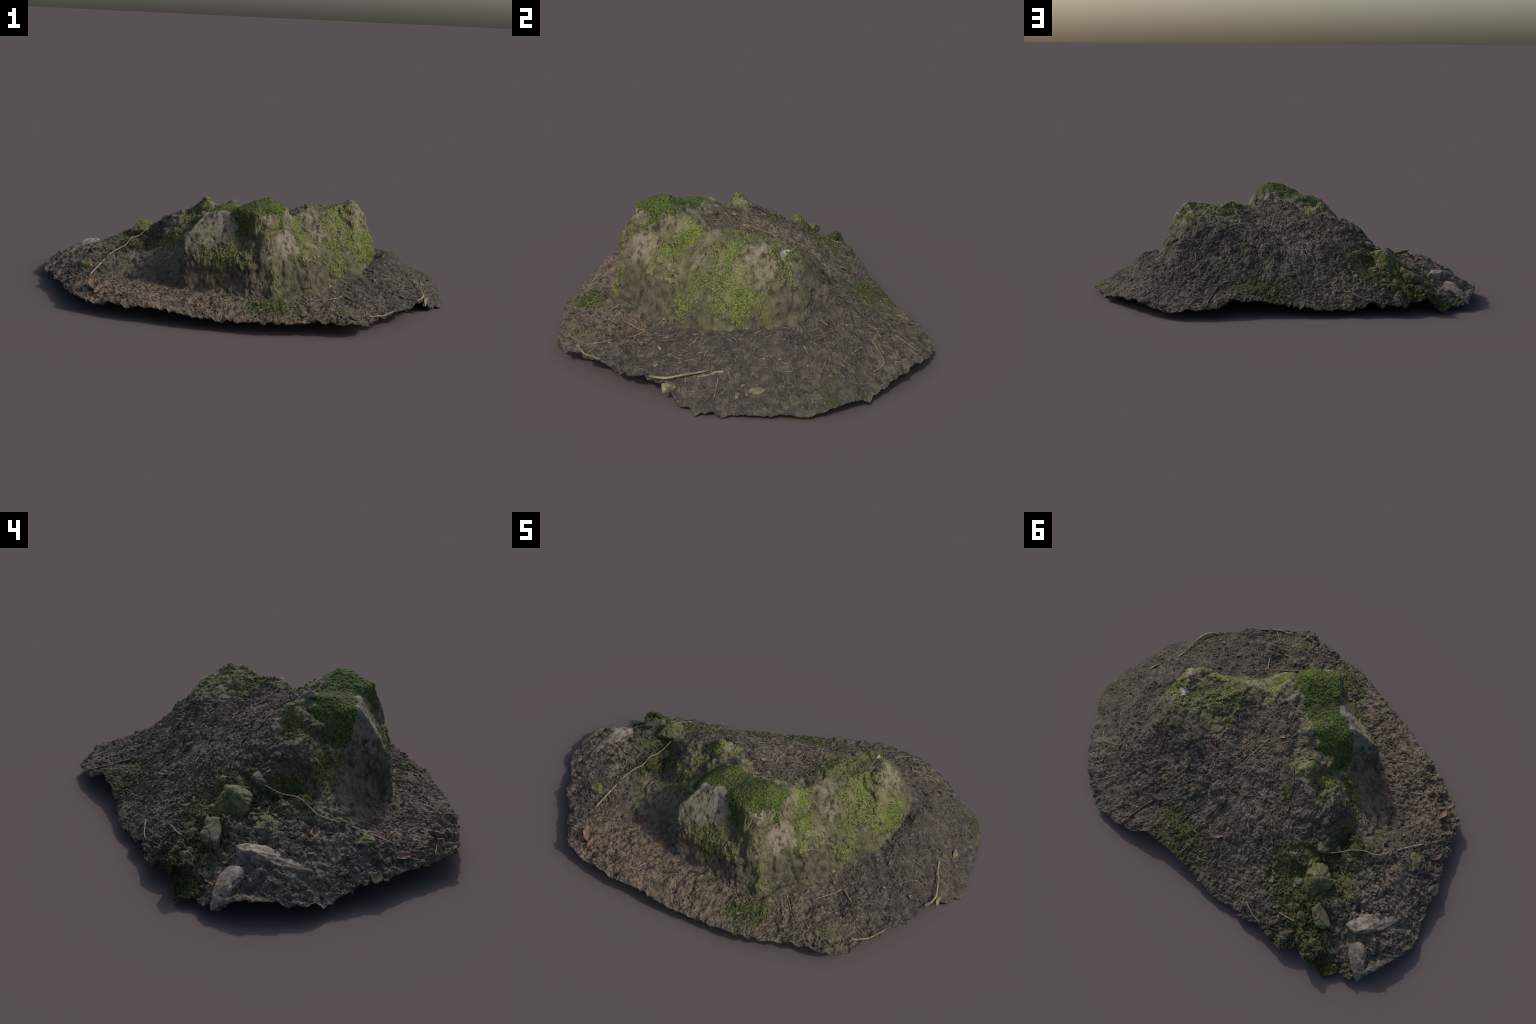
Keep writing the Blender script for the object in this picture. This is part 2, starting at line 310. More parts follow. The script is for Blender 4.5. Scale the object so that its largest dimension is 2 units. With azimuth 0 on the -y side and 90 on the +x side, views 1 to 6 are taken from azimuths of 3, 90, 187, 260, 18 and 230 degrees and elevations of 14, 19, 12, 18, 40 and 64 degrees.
def relief(base, steep):
    """Roughness along the normal, and what covers each point: clods and litter on soil, erosion on rock, pillows on moss."""
    x, y = base[:, 0], base[:, 1]
    warp = base + .02 * np.stack([perlin(base, 9, 31), perlin(base, 9, 32), perlin(base, 9, 33)], 1)
    wob = .030 * perlin(base, 13, 5) + .018 * perlin(base, 45, 6) + .008 * perlin(base, 120, 16)
    rock = smooth(.008, -.008, signed_distance(ROCK_PLAN, x, y) + wob)
    moss = smooth(.006, -.008, signed_distance(MOSS_PLAN, x, y) + wob)
    streak = base * np.array([1, 1, .55])
    speck = .34 * fbm(streak, 24, 3, 61, .65) + .30 * fbm(streak, 75, 2, 62, .7)
    crust = smooth(-.04, .06, 1.25 * wide_field(ROCK_MOSS, base + .03 * np.stack([perlin(base, 14, 63), perlin(base, 14, 64), perlin(base, 14, 65)], 1)) + 1.55 * speck + .34 * perlin(streak, 11, 69) - .79) * rock
    lawn = smooth(-.05, .07, 1.1 * wide_field(SOIL_MOSS, warp) + 1.25 * speck - .68) * (1 - rock)
    # soil: clods of several sizes, flaky crust, matted fibres combed down the slope; mud between them is smooth
    f1, f2 = worley(warp, 27, 3)
    e1, e2 = worley(warp, 13, 7)
    coarse = smooth(-.15, .25, perlin(base, 5.5, 23))
    clod = (1 - coarse) * .7 * np.clip(f2 - f1, 0, .45) / .45 + coarse * 1.35 * np.clip(e2 - e1, 0, .5) / .5
    h1, h2 = worley(warp * np.array([1, 1.35, 1]), 46, 8)
    tilt = np.sin(40 * h1 + 9 * perlin(base, 20, 9)) * .5
    flake = np.clip(h2 - h1, 0, .35) / .35
    dx, dy = x - CENTRE[0], y - CENTRE[1]
    th, rr = np.arctan2(dy, dx), np.hypot(dx, dy)
    comb = np.stack([np.cos(th) * .45, np.sin(th) * .45, rr * .28], 1) + .006 * np.stack([perlin(base, 28, 34), perlin(base, 28, 35), 0 * x], 1)
    flat = smooth(.55, .80, steep)
    mat = fbm(comb, 52, 3, 14, .6, True) * flat
    mud = smooth(.05, .40, perlin(warp, 7.5, 22))
    west = smooth(-.25, -.65, x)
    front = smooth(-.40, -.60, y)
    east = smooth(.55, .75, x)
    s = -.0015 + .0115 * fbm(warp, 11, 3, 11) + (1 - .65 * mud) * (.0095 * (clod - .55) + .0050 * (flake - .55) + .0012 * tilt) + .0068 * mat * (1 - .3 * mud) + .0052 * flat * fbm(comb, 24, 2, 18, .5, True) + .0040 * fbm(warp, 40, 2, 13, .6, True) * (1 - .6 * mud) + .0013 * fbm(base, 130, 2, 15, .6)
    s -= .012 * smooth(.45, .75, perlin(warp, 16, 27)) * (1 - .6 * east)
    s = s * (.85 + .55 * west + .25 * front - .25 * east)
    s += lawn * (.003 + .0022 * fbm(base, 140, 2, 66))
    # rock: broad dints, blocky facets, pitted crust and measured cracks, drawn out down the face
    drop = base * np.array([1, 1, .75])
    c1, c2 = worley(warp * np.array([1, 1, .8]), 13, 44)
    block = np.clip(c2 - c1, 0, .30) / .30
    pits = smooth(.40, .70, perlin(drop, 55, 48))
    calm = 1 - .85 * spot_field([(-.12, -.39, .38, .19, 1), (-.36, -.25, .16, .14, 1)], base)
    r = .0110 * calm * fbm(drop, 11, 3, 41) + .0075 * (.35 + .65 * calm) * (block - .6) + .0062 * calm * fbm(drop, 34, 3, 43, .55, True) + .0024 * fbm(base, 120, 2, 45) - .0050 * pits - .0130 * groove_field(base + .006 * np.stack([perlin(base, 60, 71), perlin(base, 60, 72), perlin(base, 60, 73)], 1))
    r += crust * (.0030 + .0034 * fbm(drop, 80, 2, 67, .6, True) + .0016 * fbm(base, 190, 1, 68))
    # moss: rounded pillows with a crumbly pile
    m1, _ = worley(base, 70, 51)
    m = .008 * fbm(base, 15, 2, 53) + .0040 * (.6 - m1) + .0030 * fbm(base, 130, 2, 55) + .003
    d = s * (1 - rock) * (1 - moss) + r * rock * (1 - moss) + m * moss
    return d, rock, moss, np.maximum(crust, 0), lawn

def build_terrain(n):
    lin = np.linspace(-1, 1, n)
    a, b = np.meshgrid(lin, lin)
    a, b = a.ravel(), b.ravel()
    u, v = a * np.sqrt(1 - b * b / 2), b * np.sqrt(1 - a * a / 2)
    t, th = np.hypot(u, v), np.arctan2(v, u)
    tooth = teeth(th, 9)
    edge = smooth(.945, 1.0, t)
    side = np.where(np.cos(th) > .75, .85, np.where(np.sin(th) < -.45, .55, 1.0)) * (1 + .8 * perlin(np.stack([np.cos(th), np.sin(th), 0 * th], 1), 2.6, 77))
    ring = np.stack([np.cos(th), np.sin(th), 0 * th], 1)
    tooth = .75 * tooth + .55 * fbm(ring, 26, 4, 78, .65)
    R = rim_radius(th) - .008 + .016 * tooth * side * edge
    x, y = CENTRE[0] + t * R * np.cos(th), CENTRE[1] + t * R * np.sin(th)
    def height(x, y):
        rock = np.maximum(smooth(.02, -.01, signed_distance(ROCK_PLAN, x, y)), smooth(.90, .95, t))
        return bilinear(FINE, x, y) * rock + bilinear(SOFT, x, y) * (1 - rock)
    z = height(x, y)
    e = .004
    nx, ny = (height(x - e, y) - height(x + e, y)) / (2 * e), (height(x, y - e) - height(x, y + e)) / (2 * e)
    nrm = np.stack([nx, ny, np.ones_like(nx)], 1)
    nrm /= np.linalg.norm(nrm, axis=1, keepdims=True)
    base = np.stack([x, y, z], 1)
    d, rock, moss, crust, lawn = relief(base, nrm[:, 2])
    co = base + nrm * d[:, None]
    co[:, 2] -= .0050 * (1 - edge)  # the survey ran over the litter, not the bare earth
    co[:, 2] += edge * (.004 - .017 * tooth) * side
    co[:, 2] = np.maximum(co[:, 2], .0)
    kind = np.where(moss > .5, 2, np.where(rock > .5, np.where(crust > .5, 3, 1), np.where(lawn > .5, 4, 0)))
    return co, t, kind

N_GRID = 800
TOP, TOP_T, KIND = build_terrain(N_GRID)
TOP[:, 2] -= TOP[:, 2].min()

# exact surface height lookups for things that lie on the ground
def rasterise(co):
    ix = np.clip(((co[:, 0] - X0) / CELL).round().astype(int), 0, NX - 1)
    iy = np.clip(((co[:, 1] - Y0) / CELL).round().astype(int), 0, NY - 1)
    acc, cnt = np.zeros((NY, NX)), np.zeros((NY, NX))
    np.add.at(acc, (iy, ix), co[:, 2])
    np.add.at(cnt, (iy, ix), 1)
    return np.where(cnt > 0, acc / np.maximum(cnt, 1), SOFT), cnt > 0
SURF, INSIDE = rasterise(TOP)
SURF_SOFT = blur(SURF, .008)
def ground(x, y):
    return float(bilinear(SURF, np.array([x]), np.array([y]))[0])
def ground_normal(x, y, e=.010):
    g = lambda a, b: float(bilinear(SURF_SOFT, np.array([a]), np.array([b]))[0])
    return Vector((g(x - e, y) - g(x + e, y), g(x, y - e) - g(x, y + e), 2 * e)).normalized()

# ---------------------------------------------------------------- materials
def material(name):
    m = bpy.data.materials.new(name)
    m.use_nodes = True
    nt = m.node_tree
    nt.nodes.clear()
    out = nt.nodes.new("ShaderNodeOutputMaterial")
    bsdf = nt.nodes.new("ShaderNodeBsdfPrincipled")
    nt.links.new(bsdf.outputs[0], out.inputs[0])
    bsdf.inputs["Specular IOR Level"].default_value = .25
    return m, Nodes(nt, bsdf)

class Nodes:
    def __init__(self, nt, bsdf):
        self.nt, self.bsdf = nt, bsdf
        self.co = self.new("ShaderNodeTexCoord").outputs["Object"]
    def new(self, kind):
        return self.nt.nodes.new(kind)
    def set(self, sock, v):
        if isinstance(v, bpy.types.NodeSocket):
            self.nt.links.new(v, sock)
        elif isinstance(v, tuple) and sock.type == "RGBA":
            sock.default_value = (*v, 1) if len(v) == 3 else v
        else:
            sock.default_value = v
    def math(self, op, a, b=0.0, clamp=False):
        n = self.new("ShaderNodeMath")
        n.operation, n.use_clamp = op, clamp
        self.set(n.inputs[0], a)
        self.set(n.inputs[1], b)
        return n.outputs[0]
    def noise(self, scale, detail=3, rough=.55, co=None, stretch=None, distortion=0.0):
        co = co or self.co
        if stretch:
            mp = self.new("ShaderNodeMapping")
            self.set(mp.inputs["Vector"], co)
            mp.inputs["Scale"].default_value = stretch[:3]
            if len(stretch) > 3:
                mp.inputs["Rotation"].default_value = stretch[3:]
            co = mp.outputs[0]
        n = self.new("ShaderNodeTexNoise")
        self.set(n.inputs["Vector"], co)
        n.inputs["Scale"].default_value, n.inputs["Detail"].default_value = scale, detail
        n.inputs["Roughness"].default_value, n.inputs["Distortion"].default_value = rough, distortion
        return n.outputs["Fac"]
    def cells(self, scale, feature="F1"):
        n = self.new("ShaderNodeTexVoronoi")
        n.feature = feature
        self.set(n.inputs["Vector"], self.co)
        n.inputs["Scale"].default_value = scale
        return n
    def ramp(self, v, lo, hi, a=0.0, b=1.0):
        n = self.new("ShaderNodeMapRange")
        n.interpolation_type = "SMOOTHSTEP"
        self.set(n.inputs[0], v)
        for k, q in zip((1, 2, 3, 4), (lo, hi, a, b)):
            n.inputs[k].default_value = q
        return n.outputs[0]
    def mix(self, f, a, b, mode="MIX"):
        n = self.new("ShaderNodeMix")
        n.data_type, n.blend_type = "RGBA", mode
        self.set(n.inputs[0], f)
        self.set(n.inputs[6], a)
        self.set(n.inputs[7], b)
        return n.outputs[2]
    def warped(self, amount=.06, scale=14):
        n = self.new("ShaderNodeTexNoise")
        self.set(n.inputs["Vector"], self.co)
        n.inputs["Scale"].default_value, n.inputs["Detail"].default_value = scale, 4
        s = self.new("ShaderNodeVectorMath")
        s.operation = "SUBTRACT"
        self.set(s.inputs[0], n.outputs["Color"])
        s.inputs[1].default_value = (.5, .5, .5)
        m = self.new("ShaderNodeVectorMath")
        m.operation = "MULTIPLY_ADD"
        self.set(m.inputs[0], s.outputs[0])
        m.inputs[1].default_value = (amount * 2,) * 3
        self.set(m.inputs[2], self.co)
        return m.outputs[0]
    def patches(self, spots, co):
        """Soft mask round a few places: (x, y, z, radius, strength)."""
        total = None
        for x, y, z, r, k in spots:
            d = self.new("ShaderNodeVectorMath")
            d.operation = "DISTANCE"
            self.set(d.inputs[0], co)
            d.inputs[1].default_value = (x, y, z)
            f = self.ramp(d.outputs["Value"], r * 1.15, r * .45, 0, k)
            total = f if total is None else self.math("MAXIMUM", total, f)
        return total
    def finish(self, colour, rough=.9, bump=None, strength=.5, distance=.004):
        self.set(self.bsdf.inputs["Base Color"], colour)
        self.set(self.bsdf.inputs["Roughness"], rough)
        if bump is not None:
            b = self.new("ShaderNodeBump")
            b.inputs["Strength"].default_value, b.inputs["Distance"].default_value = strength, distance
            self.set(b.inputs["Height"], bump)
            self.nt.links.new(b.outputs[0], self.bsdf.inputs["Normal"])

def moss_over(N, colour, mask, dark=(.016, .024, .007), lush=(.050, .085, .010), bright=(.14, .21, .03)):
    n = N.noise(120, 4, .65)
    g = N.mix(N.ramp(n, .38, .60), dark, lush)
    g = N.mix(N.ramp(n, .56, .74), g, bright)
    return N.mix(mask, colour, g)

def soil_material():
    m, N = material("forest_soil")
    w = N.warped(.07, 9)
    big, mid, fine = N.noise(6, 4), N.noise(30, 5, .62), N.noise(150, 4, .7)
    col = N.mix(N.ramp(mid, .32, .68), (.0265, .0235, .0195), (.092, .079, .061))
    col = N.mix(N.math("MULTIPLY", N.ramp(big, .45, .65), .45), col, (.056, .048, .039))
    # warmer, drier soil along the front and the west tail
    warm = N.patches([(-.45, -.55, .09, .34, .9), (-.05, -.62, .09, .26, .8), (.25, -.66, .07, .2, .55), (-.85, .05, .1, .28, .4), (.45, -.5, .09, .25, .40), (.1, .1, .35, .22, .3)], w)
    col = N.mix(N.math("MULTIPLY", warm, N.ramp(mid, .30, .62)), col, (.138, .106, .076))
    # darker soil tone on the east apron, paler tone on the back and the west tail
    dark_east = N.patches([(.80, .10, .1, .40, .75), (.65, -.35, .1, .28, .6), (.45, .40, .2, .25, .3)], w)
    col = N.mix(N.math("MULTIPLY", dark_east, N.ramp(mid, .62, .40, .45, 1)), col, (.034, .031, .029))
    dry = N.patches([(-.75, .10, .1, .35, .8), (-.30, .30, .2, .28, .6), (.05, .28, .3, .32, .6)], w)  # paler soil tint on the back and the west tail
    col = N.mix(N.math("MULTIPLY", dry, N.ramp(mid, .38, .64)), col, (.140, .125, .098))
    # pale flecks of straw and rootlets, drawn out in two directions
    for st in ((3.2, .7, 1.0, 0, 0, .5), (.7, 3.0, 1.0, 0, 0, .9)):
        fl = N.noise(75, 3, .6, stretch=st)
        col = N.mix(N.math("MULTIPLY", N.ramp(fl, .60, .70), N.ramp(fine, .42, .6)), col, (.185, .150, .108))
    col = N.mix(N.ramp(fine, .64, .78, 0, .6), col, (.15, .125, .095))
    col = N.mix(N.ramp(fine, .40, .28, 0, .8), col, (.012, .011, .010))
    # thin green film round the mossy places
    green = N.patches([(x, y, z, r * 1.5, min(k, 1) * .7) for x, y, z, r, k in SOIL_MOSS[:17]], w)
    col = N.mix(N.math("MULTIPLY", green, N.ramp(N.noise(60, 4, .65), .42, .62)), col, (.055, .065, .020))
    faint = N.patches([(0, .35, .2, .5, .5), (-.5, .2, .2, .4, .5), (-.85, .2, .1, .25, .3)], w)
    col = N.mix(N.math("MULTIPLY", faint, N.ramp(N.noise(22, 5, .7), .50, .66)), col, (.050, .058, .022))
    N.finish(col, .95, N.math("ADD", mid, N.math("MULTIPLY", fine, .5)), .8, .006)
    return m

def rock_material():
    m, N = material("weathered_rock")
    w = N.warped(.055, 14)
    big, mid, fine = N.noise(8, 4), N.noise(30, 5, .6), N.noise(140, 5, .7)
    drip = N.noise(45, 4, .6, stretch=(1, 1, .35))
    col = N.mix(N.ramp(mid, .38, .60), (.036, .033, .021), (.140, .124, .084))
    col = N.mix(N.ramp(drip, .50, .64, 0, .8), col, (.205, .182, .125))
    grit = N.noise(190, 4, .75)
    col = N.mix(N.ramp(grit, .52, .62, 0, .8), col, (.225, .20, .135))
    # yellow-green algae film over parts of the faces
    col = N.mix(N.math("MULTIPLY", N.ramp(big, .42, .60), N.ramp(drip, .38, .58, 0, .85)), col, (.105, .108, .038))
    pale = N.patches([(.236, -.40, .335, .08, .9), (.146, -.44, .445, .04, 1), (.585, .03, .40, .11, .9), (.55, .12, .40, .08, .8), (.33, -.14, .43, .05, .7), (.385, -.18, .365, .06, .7),
                      (-.13, -.37, .40, .16, .85), (-.2, -.40, .32, .10, .6), (.21, -.28, .44, .05, .7), (-.29, -.20, .3, .05, .7), (-.23, -.22, .33, .06, .5)], w)
    col = N.mix(N.math("MULTIPLY", pale, N.ramp(mid, .30, .64)), col, (.27, .238, .175))
    white = N.patches([(.495, .14, .427, .028, 1), (.48, .165, .42, .02, .8)], N.warped(.02, 30))
    col = N.mix(white, col, (.48, .46, .44))
    # brown soil splash along the foot of the wall
    stain = N.patches([(.27, -.47, .15, .13, .9), (.40, -.34, .17, .13, .9), (.53, -.20, .15, .11, .9), (.12, -.53, .16, .11, .7), (-.03, -.50, .15, .13, .9),
                       (-.2, -.45, .14, .13, .9), (-.38, -.32, .12, .13, .8), (.31, -.40, .22, .08, .6), (.60, .20, .26, .12, .9), (.46, .26, .32, .12, .9), (.32, .22, .36, .10, .6)], w)
    col = N.mix(N.math("MULTIPLY", stain, .85), col, N.mix(N.ramp(mid, .35, .65), (.048, .042, .032), (.092, .080, .055)))
    green = N.patches([(x, y, z, r * 1.3, min(k, 1) * .75) for x, y, z, r, k in ROCK_MOSS[:18]], w)
    col = N.mix(N.math("MULTIPLY", green, N.ramp(N.noise(55, 4, .65), .40, .62)), col, (.090, .100, .030))
    col = N.mix(N.ramp(fine, .42, .30, 0, .85), col, (.020, .018, .012))
    col = N.mix(N.ramp(drip, .42, .30, 0, .8), col, (.020, .019, .011))
    N.finish(col, .88, N.math("ADD", N.math("MULTIPLY", drip, .8), N.math("ADD", fine, grit)), .9, .006)
    return m

def pile_material(name, dark, mid, bright, dry, scale=95, bright_spots=(), glow=None):
    """Moss seen from above: rounded tips, dark gaps, some dry straw-coloured pile."""
    m, N = material(name)
    c = N.cells(scale).outputs["Distance"]
    n, big = N.noise(scale * 1.8, 4, .7), N.noise(10, 4, .6)
    col = N.mix(N.ramp(c, .75, .25), dark, mid)
    col = N.mix(N.ramp(n, .48, .70), col, bright)
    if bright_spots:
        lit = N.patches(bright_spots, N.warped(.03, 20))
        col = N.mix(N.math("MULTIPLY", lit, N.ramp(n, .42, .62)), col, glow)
    col = N.mix(N.ramp(big, .48, .66, 0, .75), col, N.mix(N.ramp(n, .4, .6), tuple(.6 * v for v in dry), dry))
    col = N.mix(N.ramp(n, .40, .28, 0, .85), col, tuple(.5 * v for v in dark))
    N.finish(col, .95, N.math("SUBTRACT", n, c), .9, .006)
    return m

def stone_material(name, dark, light, green=0.0, scale=40):
    m, N = material(name)
    mid, fine = N.noise(scale, 4, .6), N.noise(scale * 5, 4, .7)
    col = N.mix(N.ramp(mid, .35, .66), dark, light)
    if green:
        col = moss_over(N, col, N.math("MULTIPLY", N.ramp(N.noise(18, 4, .6), .40, .60), green), dark=(.03, .038, .012), lush=(.075, .095, .02), bright=(.15, .18, .04))
    col = N.mix(N.ramp(fine, .38, .26, 0, .7), col, tuple(c * .35 for c in dark))
    N.finish(col, .85, fine, .5, .003)
    return m

def plain_material(name, dark, light, scale=60, rough=.8):
    m, N = material(name)
    col = N.mix(N.ramp(N.noise(scale, 3, .6), .35, .65), dark, light)
    N.finish(col, rough, N.noise(scale * 3, 3), .4, .002)
    return m

SOIL, ROCK = soil_material(), rock_material()
MOSS = pile_material("green_moss", (.017, .025, .007), (.056, .086, .016), (.125, .168, .036), (.090, .092, .034), 95)
CRUST = pile_material("yellow_green_moss_crust", (.032, .035, .013), (.122, .127, .044), (.270, .295, .098), (.235, .215, .128), 125,
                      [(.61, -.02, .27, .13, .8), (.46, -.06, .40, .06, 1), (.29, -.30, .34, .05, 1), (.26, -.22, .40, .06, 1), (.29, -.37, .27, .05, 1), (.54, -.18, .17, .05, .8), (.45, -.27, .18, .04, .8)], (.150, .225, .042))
LAWN = pile_material("creeping_green_moss", (.018, .024, .009), (.052, .066, .018), (.115, .145, .038), (.075, .070, .032), 110)
GREY_STONE = stone_material("grey_stone", (.066, .060, .040), (.180, .162, .108), .55)
MOSSY_STONE = stone_material("mossy_stone", (.060, .060, .028), (.155, .145, .075), .85)
BROWN_STONE = stone_material("brown_stone", (.045, .034, .028), (.105, .080, .066), .0)
def pale_shard_material():
    m, N = material("pale_broken_stone")
    mid, big, fine = N.noise(34, 4, .6), N.noise(14, 3, .6), N.noise(170, 4, .7)
    col = N.mix(N.ramp(mid, .35, .66), (.095, .078, .062), (.25, .215, .175))
    col = N.mix(N.ramp(big, .42, .58, 0, .8), col, N.mix(N.ramp(mid, .4, .6), (.060, .044, .034), (.135, .098, .072)))
    col = N.mix(N.ramp(fine, .38, .26, 0, .8), col, (.035, .028, .022))
    N.finish(col, .85, N.math("ADD", mid, fine), .6, .004)
    return m
PALE_STONE = pale_shard_material()
TAN_STRAW = plain_material("tan_straw", (.105, .076, .050), (.215, .165, .112))
BROWN_BARK = plain_material("brown_bark", (.050, .036, .026), (.115, .082, .058))
GREY_WOOD = plain_material("grey_wood", (.14, .115, .08), (.27, .225, .16))
RED_LEAF = plain_material("red_brown_leaf", (.095, .055, .046), (.170, .100, .084), 40)
BROWN_LEAF = plain_material("brown_leaf", (.060, .042, .030), (.150, .102, .068), 45)
DARK_LEAF = plain_material("rotten_leaf", (.028, .023, .019), (.085, .068, .050), 45)
ROOT = plain_material("pale_root", (.105, .090, .050), (.205, .180, .110), 30)
OLIVE_LEAF = plain_material("olive_leaf", (.066, .058, .034), (.130, .115, .066), 45)
FRESH_GREEN = plain_material("fresh_sprout", (.06, .15, .015), (.13, .28, .04), 80)

# ---------------------------------------------------------------- objects
THING = bpy.data.objects.new("mossy_rock_mound", None)
bpy.context.scene.collection.objects.link(THING)
THING["label"] = "dark soil mound with a moss-covered rock outcrop and leaf litter"
THING["category"] = "rocky ground"

def link(name, mesh, parent=THING, mat=None):
    o = bpy.data.objects.new(name, mesh)
    bpy.context.scene.collection.objects.link(o)
    o.parent = parent
    if mat and not mesh.materials:
        mesh.materials.append(mat)
    return o

def mesh_from(name, co, faces, smooth_shade=True):
    me = bpy.data.meshes.new(name)
    me.from_pydata([tuple(c) for c in co], [], faces) if not isinstance(faces, np.ndarray) else fast_fill(me, co, faces)
    if smooth_shade:
        me.polygons.foreach_set("use_smooth", np.ones(len(me.polygons), bool))
    me.update()
    return me

def fast_fill(me, co, quads):
    k = quads.shape[1]
    me.vertices.add(len(co))
    me.vertices.foreach_set("co", np.ascontiguousarray(co, np.float32).ravel())
    me.loops.add(quads.size)
    me.loops.foreach_set("vertex_index", quads.ravel().astype(np.int32))
    me.polygons.add(len(quads))
    me.polygons.foreach_set("loop_start", np.arange(0, quads.size, k, dtype=np.int32))
    me.update(calc_edges=True)

def build_ground_parts():
    n = N_GRID
    idx = np.arange(n * n).reshape(n, n)
    quads = np.stack([idx[:-1, :-1], idx[:-1, 1:], idx[1:, 1:], idx[1:, :-1]], -1).reshape(-1, 4)
    whole = bpy.data.meshes.new("whole")
    fast_fill(whole, TOP, quads)
    vn = np.empty(len(TOP) * 3, np.float32)
    whole.vertices.foreach_get("normal", vn)
    vn = vn.reshape(-1, 3)
    bpy.data.meshes.remove(whole)
    k = KIND[quads]
    face_kind = np.where((k[:, 0] == k[:, 2]), k[:, 0], k[:, 1])
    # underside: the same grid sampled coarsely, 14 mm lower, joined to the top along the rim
    step = 6
    keep = np.unique(np.append(np.arange(0, n, step), n - 1))
    for name, what, mat in (("soil", 0, SOIL), ("rock_outcrop", 1, ROCK), ("moss_cushion", 2, MOSS), ("moss_crust", 3, CRUST), ("ground_moss", 4, LAWN)):
        q = quads[face_kind == what]
        used, inv = np.unique(q, return_inverse=True)
        me = bpy.data.meshes.new(name)
        fast_fill(me, TOP[used], inv.reshape(-1, 4))
        me.polygons.foreach_set("use_smooth", np.ones(len(me.polygons), bool))
        me.normals_split_custom_set_from_vertices([tuple(v) for v in vn[used]])
        link(name, me, THING, mat)
    # earth underside closing the sheet from below
    g = idx[np.ix_(keep, keep)]
    low = TOP[g.ravel()].copy()
    t = TOP_T[g.ravel()]
    low[:, 2] = np.maximum(low[:, 2] - np.where(t > .97, .006, .016), .0005)
    low[:, :2] = CENTRE + (low[:, :2] - CENTRE) * np.where(t > .999, .994, .99)[:, None]
    m = len(keep)
    li = np.arange(m * m).reshape(m, m)
    under = np.stack([li[:-1, :-1], li[1:, :-1], li[1:, 1:], li[:-1, 1:]], -1).reshape(-1, 4)
    ring_t = np.concatenate([idx[0, :-1], idx[:-1, -1], idx[-1, :0:-1], idx[:0:-1, 0]])
    pos = {int(v): k for k, v in enumerate(ring_t)}
    ring_l = np.concatenate([li[0, :-1], li[:-1, -1], li[-1, :0:-1], li[:0:-1, 0]])
    owner = [pos[int(g.ravel()[k])] for k in ring_l]
    co = np.concatenate([low, TOP[ring_t]])
    faces = [tuple(f) for f in under.tolist()]
    base, cnt = len(low), len(ring_t)
    for k in range(len(ring_l)):
        a, b = owner[k], owner[(k + 1) % len(ring_l)]
        b = b if b > a else b + cnt
        faces.append((int(ring_l[k]), int(ring_l[(k + 1) % len(ring_l)])) + tuple(base + (j % cnt) for j in range(b, a - 1, -1)))
    me = mesh_from("earth_underside", co, faces)
    link("earth_underside", me, THING, SOIL)

build_ground_parts()

# ---- embedded stones: angular hulls, roughened
def stone_mesh(name, size, seed, facets=14, bevel=.12, rough=.03):
    r = np.random.default_rng(seed)
    bm = bmesh.new()
    d = r.normal(size=(facets, 3))
    d /= np.linalg.norm(d, axis=1, keepdims=True)
    d *= r.uniform(.8, 1.0, (facets, 1))
    for p in d:
        bm.verts.new(p)
    res = bmesh.ops.convex_hull(bm, input=bm.verts)
    bmesh.ops.delete(bm, geom=[v for v in bm.verts if not v.link_faces], context="VERTS")
    bmesh.ops.bevel(bm, geom=list(bm.edges) + list(bm.verts), offset=bevel, segments=2, affect="EDGES", profile=.6)
    bmesh.ops.triangulate(bm, faces=bm.faces)
    for _ in range(4 if max(size) < .5 else 1):
        bmesh.ops.subdivide_edges(bm, edges=[e for e in bm.edges if e.calc_length() > .09], cuts=1, use_grid_fill=True)
        bmesh.ops.triangulate(bm, faces=bm.faces)
    co = np.array([v.co[:] for v in bm.verts])
    n = fbm(co + seed, 2.2, 3, seed)
    c1, c2 = worley(co + seed, 1.6, seed)
    co = co * (1 + rough * 3.0 * n + rough * 1.6 * fbm(co + seed, 7, 3, seed + 5, .6, True) - .10 * np.exp(-((c2 - c1) / .08) ** 2))[:, None] * np.array(size)
    for v, c in zip(bm.verts, co):
        v.co = c
    me = bpy.data.meshes.new(name)
    bm.to_mesh(me)
    bm.free()
    me.polygons.foreach_set("use_smooth", np.ones(len(me.polygons), bool))
    return me

def stone(at, size, seed, mat, turn=(0, 0, 0), facets=14, name="stone", bevel=.12):
    me = stone_mesh(name, size, seed, facets, bevel)
    o = link(name, me, THING, mat)
    o.location, o.rotation_euler = at, turn
    return o

stone((-.525, .205, .192), (.100, .090, .085), 14, MOSSY_STONE, (.2, -.1, .4), 12, bevel=.07)
stone((-.648, .272, .152), (.085, .072, .072), 11, GREY_STONE, (.1, .2, -.5), 9, bevel=.06)
stone((-.712, -.183, .132), (.068, .060, .058), 5, MOSSY_STONE, (0, .2, .8), 12, bevel=.08)
stone((-.632, .122, .156), (.098, .085, .046), 8, MOSSY_STONE, (.1, -.2, .2), 14)
stone((-.033, -.153, .448), (.040, .036, .030), 22, GREY_STONE, (.3, .1, .5), 9)
stone((.078, -.205, .430), (.036, .024, .022), 23, GREY_STONE, (.2, .5, .3), 10)
stone((.068, -.152, .432), (.030, .030, .022), 24, GREY_STONE, (0, -.3, 1.0), 10)
stone((.022, -.176, .432), (.032, .022, .018), 26, GREY_STONE, (0, .3, .2), 10)
stone((-.289, -.194, .275), (.030, .024, .026), 31, GREY_STONE, (.2, .3, .4), 10)
stone((-.25, .372, .140), (.036, .032, .026), 33, BROWN_STONE, (0, .2, .2), 13)
stone((.391, .500, .115), (.036, .028, .022), 35, GREY_STONE, (.3, 0, 1.2), 10)
